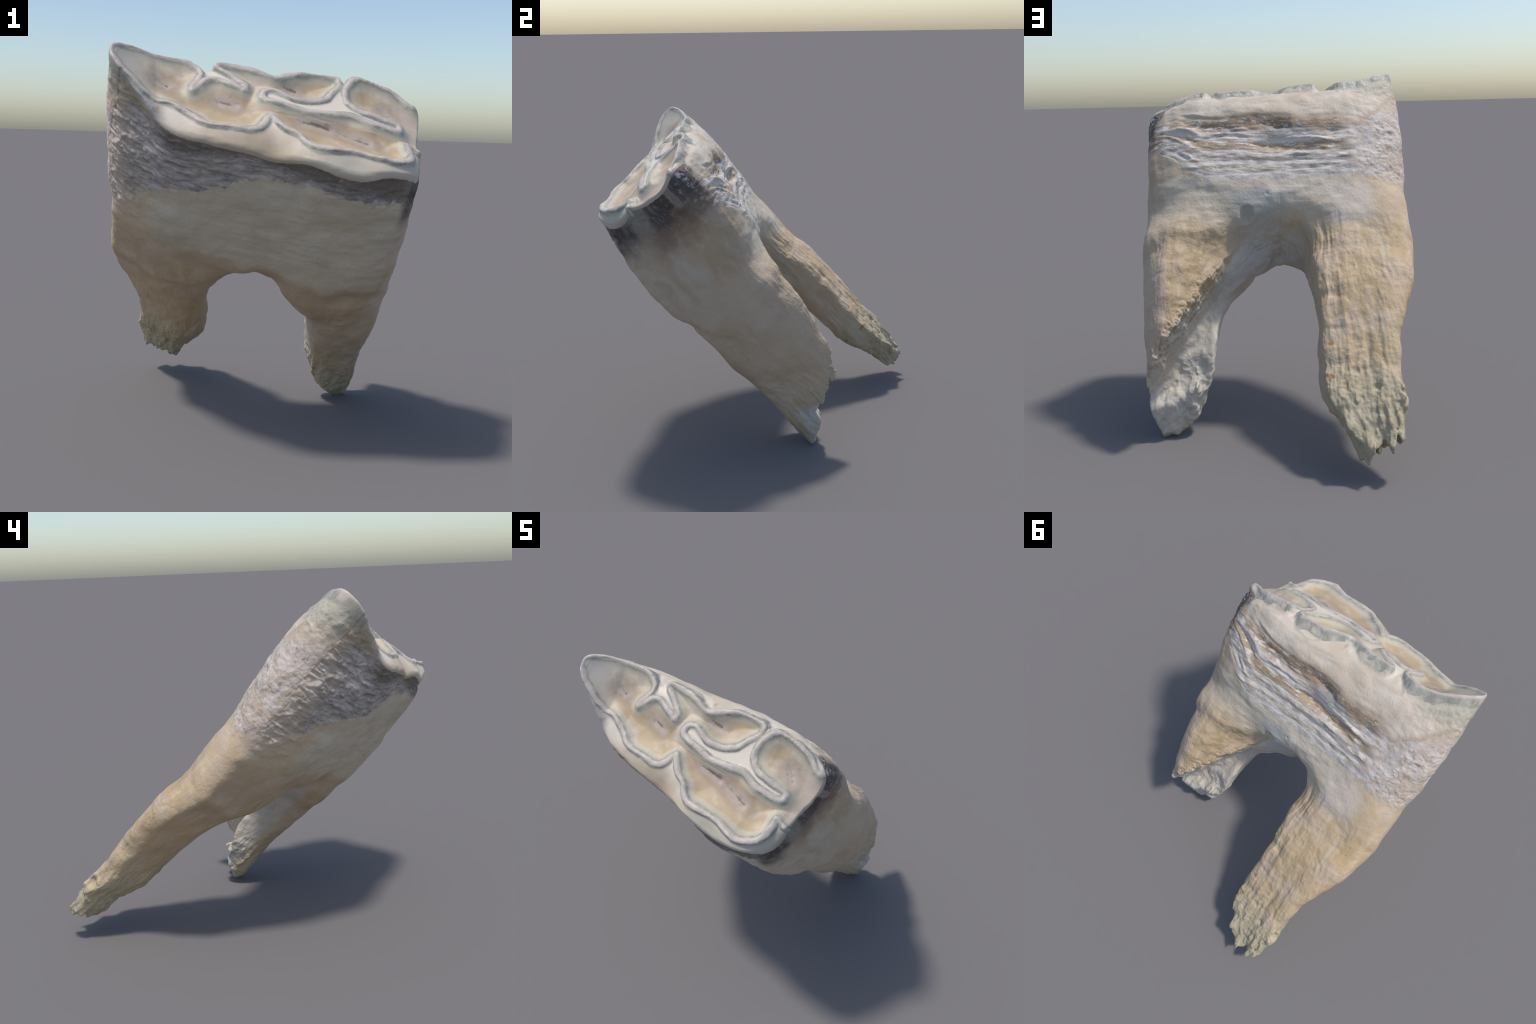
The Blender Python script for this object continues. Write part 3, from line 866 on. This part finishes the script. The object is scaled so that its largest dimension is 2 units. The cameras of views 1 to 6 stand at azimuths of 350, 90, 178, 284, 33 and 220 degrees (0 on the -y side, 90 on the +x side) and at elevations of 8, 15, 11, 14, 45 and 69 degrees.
def dentine_material():
    N = Net('dentine', .50)
    x, y = N.x, N.y
    n7, n20, n60 = N.noise(7, 3), N.noise(20, 4, shift=3), N.noise(60, 4, shift=7)
    c = lambda n: N.sub(n, .5)
    d0 = N.fold_distance()
    d = N.add(d0, N.mul(c(n20), .02), N.mul(c(n60), .006))
    col = N.mix((.57, .49, .375), (.50, .43, .335), N.ss(.4, .65, n7))
    n12 = N.noise(12, 5, rough=.6, shift=19)
    col = N.mix(col, (.47, .40, .33), N.mul(N.ss(.46, .62, n12), .75))
    amber = N.mul(N.ss(.038, .062, d), N.ss(.66, .58, x), N.ss(-.66, -.5, x))
    col = N.mix(col, (.43, .315, .185), N.mul(amber, N.ss(.40, .66, N.add(n7, N.mul(N.ss(.1, -.15, y), .15))), .8))
    # pulp scars: mauve core, brown halo, dark streak
    core, streak = None, None
    for a, b in PULP_STREAKS:
        e = N.m('SQRT', N.segment(a, b))
        core = e if core is None else N.m('MINIMUM', core, e)
    w = N.add(core, N.mul(c(n20), .05), N.mul(c(n60), .02), N.mul(c(n7), .04))
    col = N.mix(col, (.34, .25, .175), N.mul(N.ss(.095, .045, w), .6))
    col = N.mix(col, (.43, .36, .31), N.mul(N.ss(.058, .016, w), .7))
    col = N.mix(col, (.27, .20, .165), N.mul(N.ss(.055, .03, w), N.ss(.52, .70, N.noise(30, 4, shift=12)), .5))
    col = N.mix(col, (.17, .115, .10), N.mul(N.ss(.008, .001, N.add(core, N.mul(c(n20), .035), N.mul(c(n60), .012))), N.ss(.35, .5, N.noise(9, 2, shift=16)), .75))
    # pale bridge between loops, pinkish distal rim
    col = N.mix(col, (.47, .38, .305), N.mul(N.ss(.60, .68, N.add(x, N.mul(c(n20), .08))), .7))
    col = N.mix(col, (.455, .43, .40), N.mul(N.ss(-.56, -.72, N.add(x, N.mul(c(n20), .06))), .7))
    col = N.mix(col, (.44, .405, .315), N.mul(N.ss(.062, .028, d), .75))
    col = N.mix(col, (.26, .255, .215), N.mul(N.ss(.034, .018, d), .75))
    return N.finish(col, [(n60, .005, .2)])

def materials():
    return dict(wall=wall_material(), enamel=enamel_material(), dentine=dentine_material(), cementum=cementum_material())
#/MATERIALS

# ----------------------------------------------------------------------------
# assemble
# ----------------------------------------------------------------------------
def main():
    f, lo, (xs, ys, top, dist, inside) = build_field()
    V, Fc = surface_nets(f, lo)
    del f
    V, Fc = keep_largest(V, Fc)
    V = relax(V, Fc, 0.5, 2)
    N = vertex_normals(V, Fc)
    V = V + N * relief(V.astype(F), N.astype(F))[:, None]
    N = vertex_normals(V, Fc)

    # which part each face belongs to
    C = V[Fc].mean(1)
    fn = N[Fc].mean(1)
    ix = np.clip(np.round((C[:, 0] - xs[0]) / H).astype(int), 0, len(xs) - 1)
    iy = np.clip(np.round((C[:, 1] - ys[0]) / H).astype(int), 0, len(ys) - 1)
    d, ins, tp = dist[ix, iy], inside[ix, iy], top[ix, iy]
    upper = C[:, 2] > tp - 0.022
    part = np.zeros(len(Fc), int)                     # 0 crown wall
    part[upper & ins] = 1                             # dentine
    part[upper & ~ins] = 2                            # cementum
    part[(d < 0.022 + .003 * fbm(C.astype(F), 12, 2, 49)) & (C[:, 2] > crest_height(C[:, 0], C[:, 1]) - 0.068 - .022 * fbm(C.astype(F), (16, 16, 4), 3, 50))] = 3   # enamel
    part[(C[:, 2] < .02) & (C[:, 0] < 0)] = 4
    part[(C[:, 2] < .02) & (C[:, 0] >= 0)] = 5
    # straighten the stair-stepped borders between parts
    for _ in range(4):
        ekey, eface = [], []
        for k in range(4):
            e = np.sort(np.stack([Fc[:, k], Fc[:, (k + 1) % 4]], 1), 1).astype(np.int64)
            ekey.append(e[:, 0] * len(V) + e[:, 1])
            eface.append(np.arange(len(Fc)))
        ekey, eface = np.concatenate(ekey), np.concatenate(eface)
        o = np.argsort(ekey, kind='stable')
        ekey, eface = ekey[o], eface[o]
        same = (ekey[1:] == ekey[:-1]) & (part[eface[1:]] != part[eface[:-1]])
        ed = ekey[1:][same]
        ea, eb = ed // len(V), ed % len(V)
        deg = np.bincount(ea, minlength=len(V)) + np.bincount(eb, minlength=len(V))
        acc = np.stack([np.bincount(ea, V[eb, c], len(V)) + np.bincount(eb, V[ea, c], len(V)) for c in range(3)], 1)
        on = deg == 2
        V[on] = .4 * V[on] + .6 * acc[on] / 2
    N = vertex_normals(V, Fc)
    names = ['crown', 'dentine', 'cementum', 'enamel_ridge', 'root', 'root']
    mats = materials()
    kinds = ['wall', 'dentine', 'cementum', 'enamel', 'wall', 'wall']

    tooth = bpy.data.objects.new('horse_tooth', None)
    bpy.context.scene.collection.objects.link(tooth)
    tooth['label'] = 'tilted old horse cheek tooth with two broken roots'
    tooth['category'] = 'animal tooth'
    for p in range(6):
        fp = Fc[part == p]
        if not len(fp):
            continue
        used = np.unique(fp)
        remap = np.full(len(V), -1)
        remap[used] = np.arange(len(used))
        me = bpy.data.meshes.new(names[p])
        me.vertices.add(len(used))
        me.vertices.foreach_set('co', V[used].astype(F).ravel())
        me.loops.add(fp.size)
        me.loops.foreach_set('vertex_index', remap[fp].ravel().astype(np.int32))
        me.polygons.add(len(fp))
        me.polygons.foreach_set('loop_start', np.arange(0, fp.size, 4, dtype=np.int32))
        me.update(calc_edges=True)
        me.validate()
        me.polygons.foreach_set('use_smooth', np.ones(len(me.polygons), bool))
        me.normals_split_custom_set_from_vertices(N[used].tolist())
        me.materials.append(mats[kinds[p]])
        ob = bpy.data.objects.new(names[p], me)
        ob.location = (0, 0, LIFT)
        ob.rotation_euler = (radians(TILT), 0, 0)
        bpy.context.scene.collection.objects.link(ob)
        ob.parent = tooth

main()
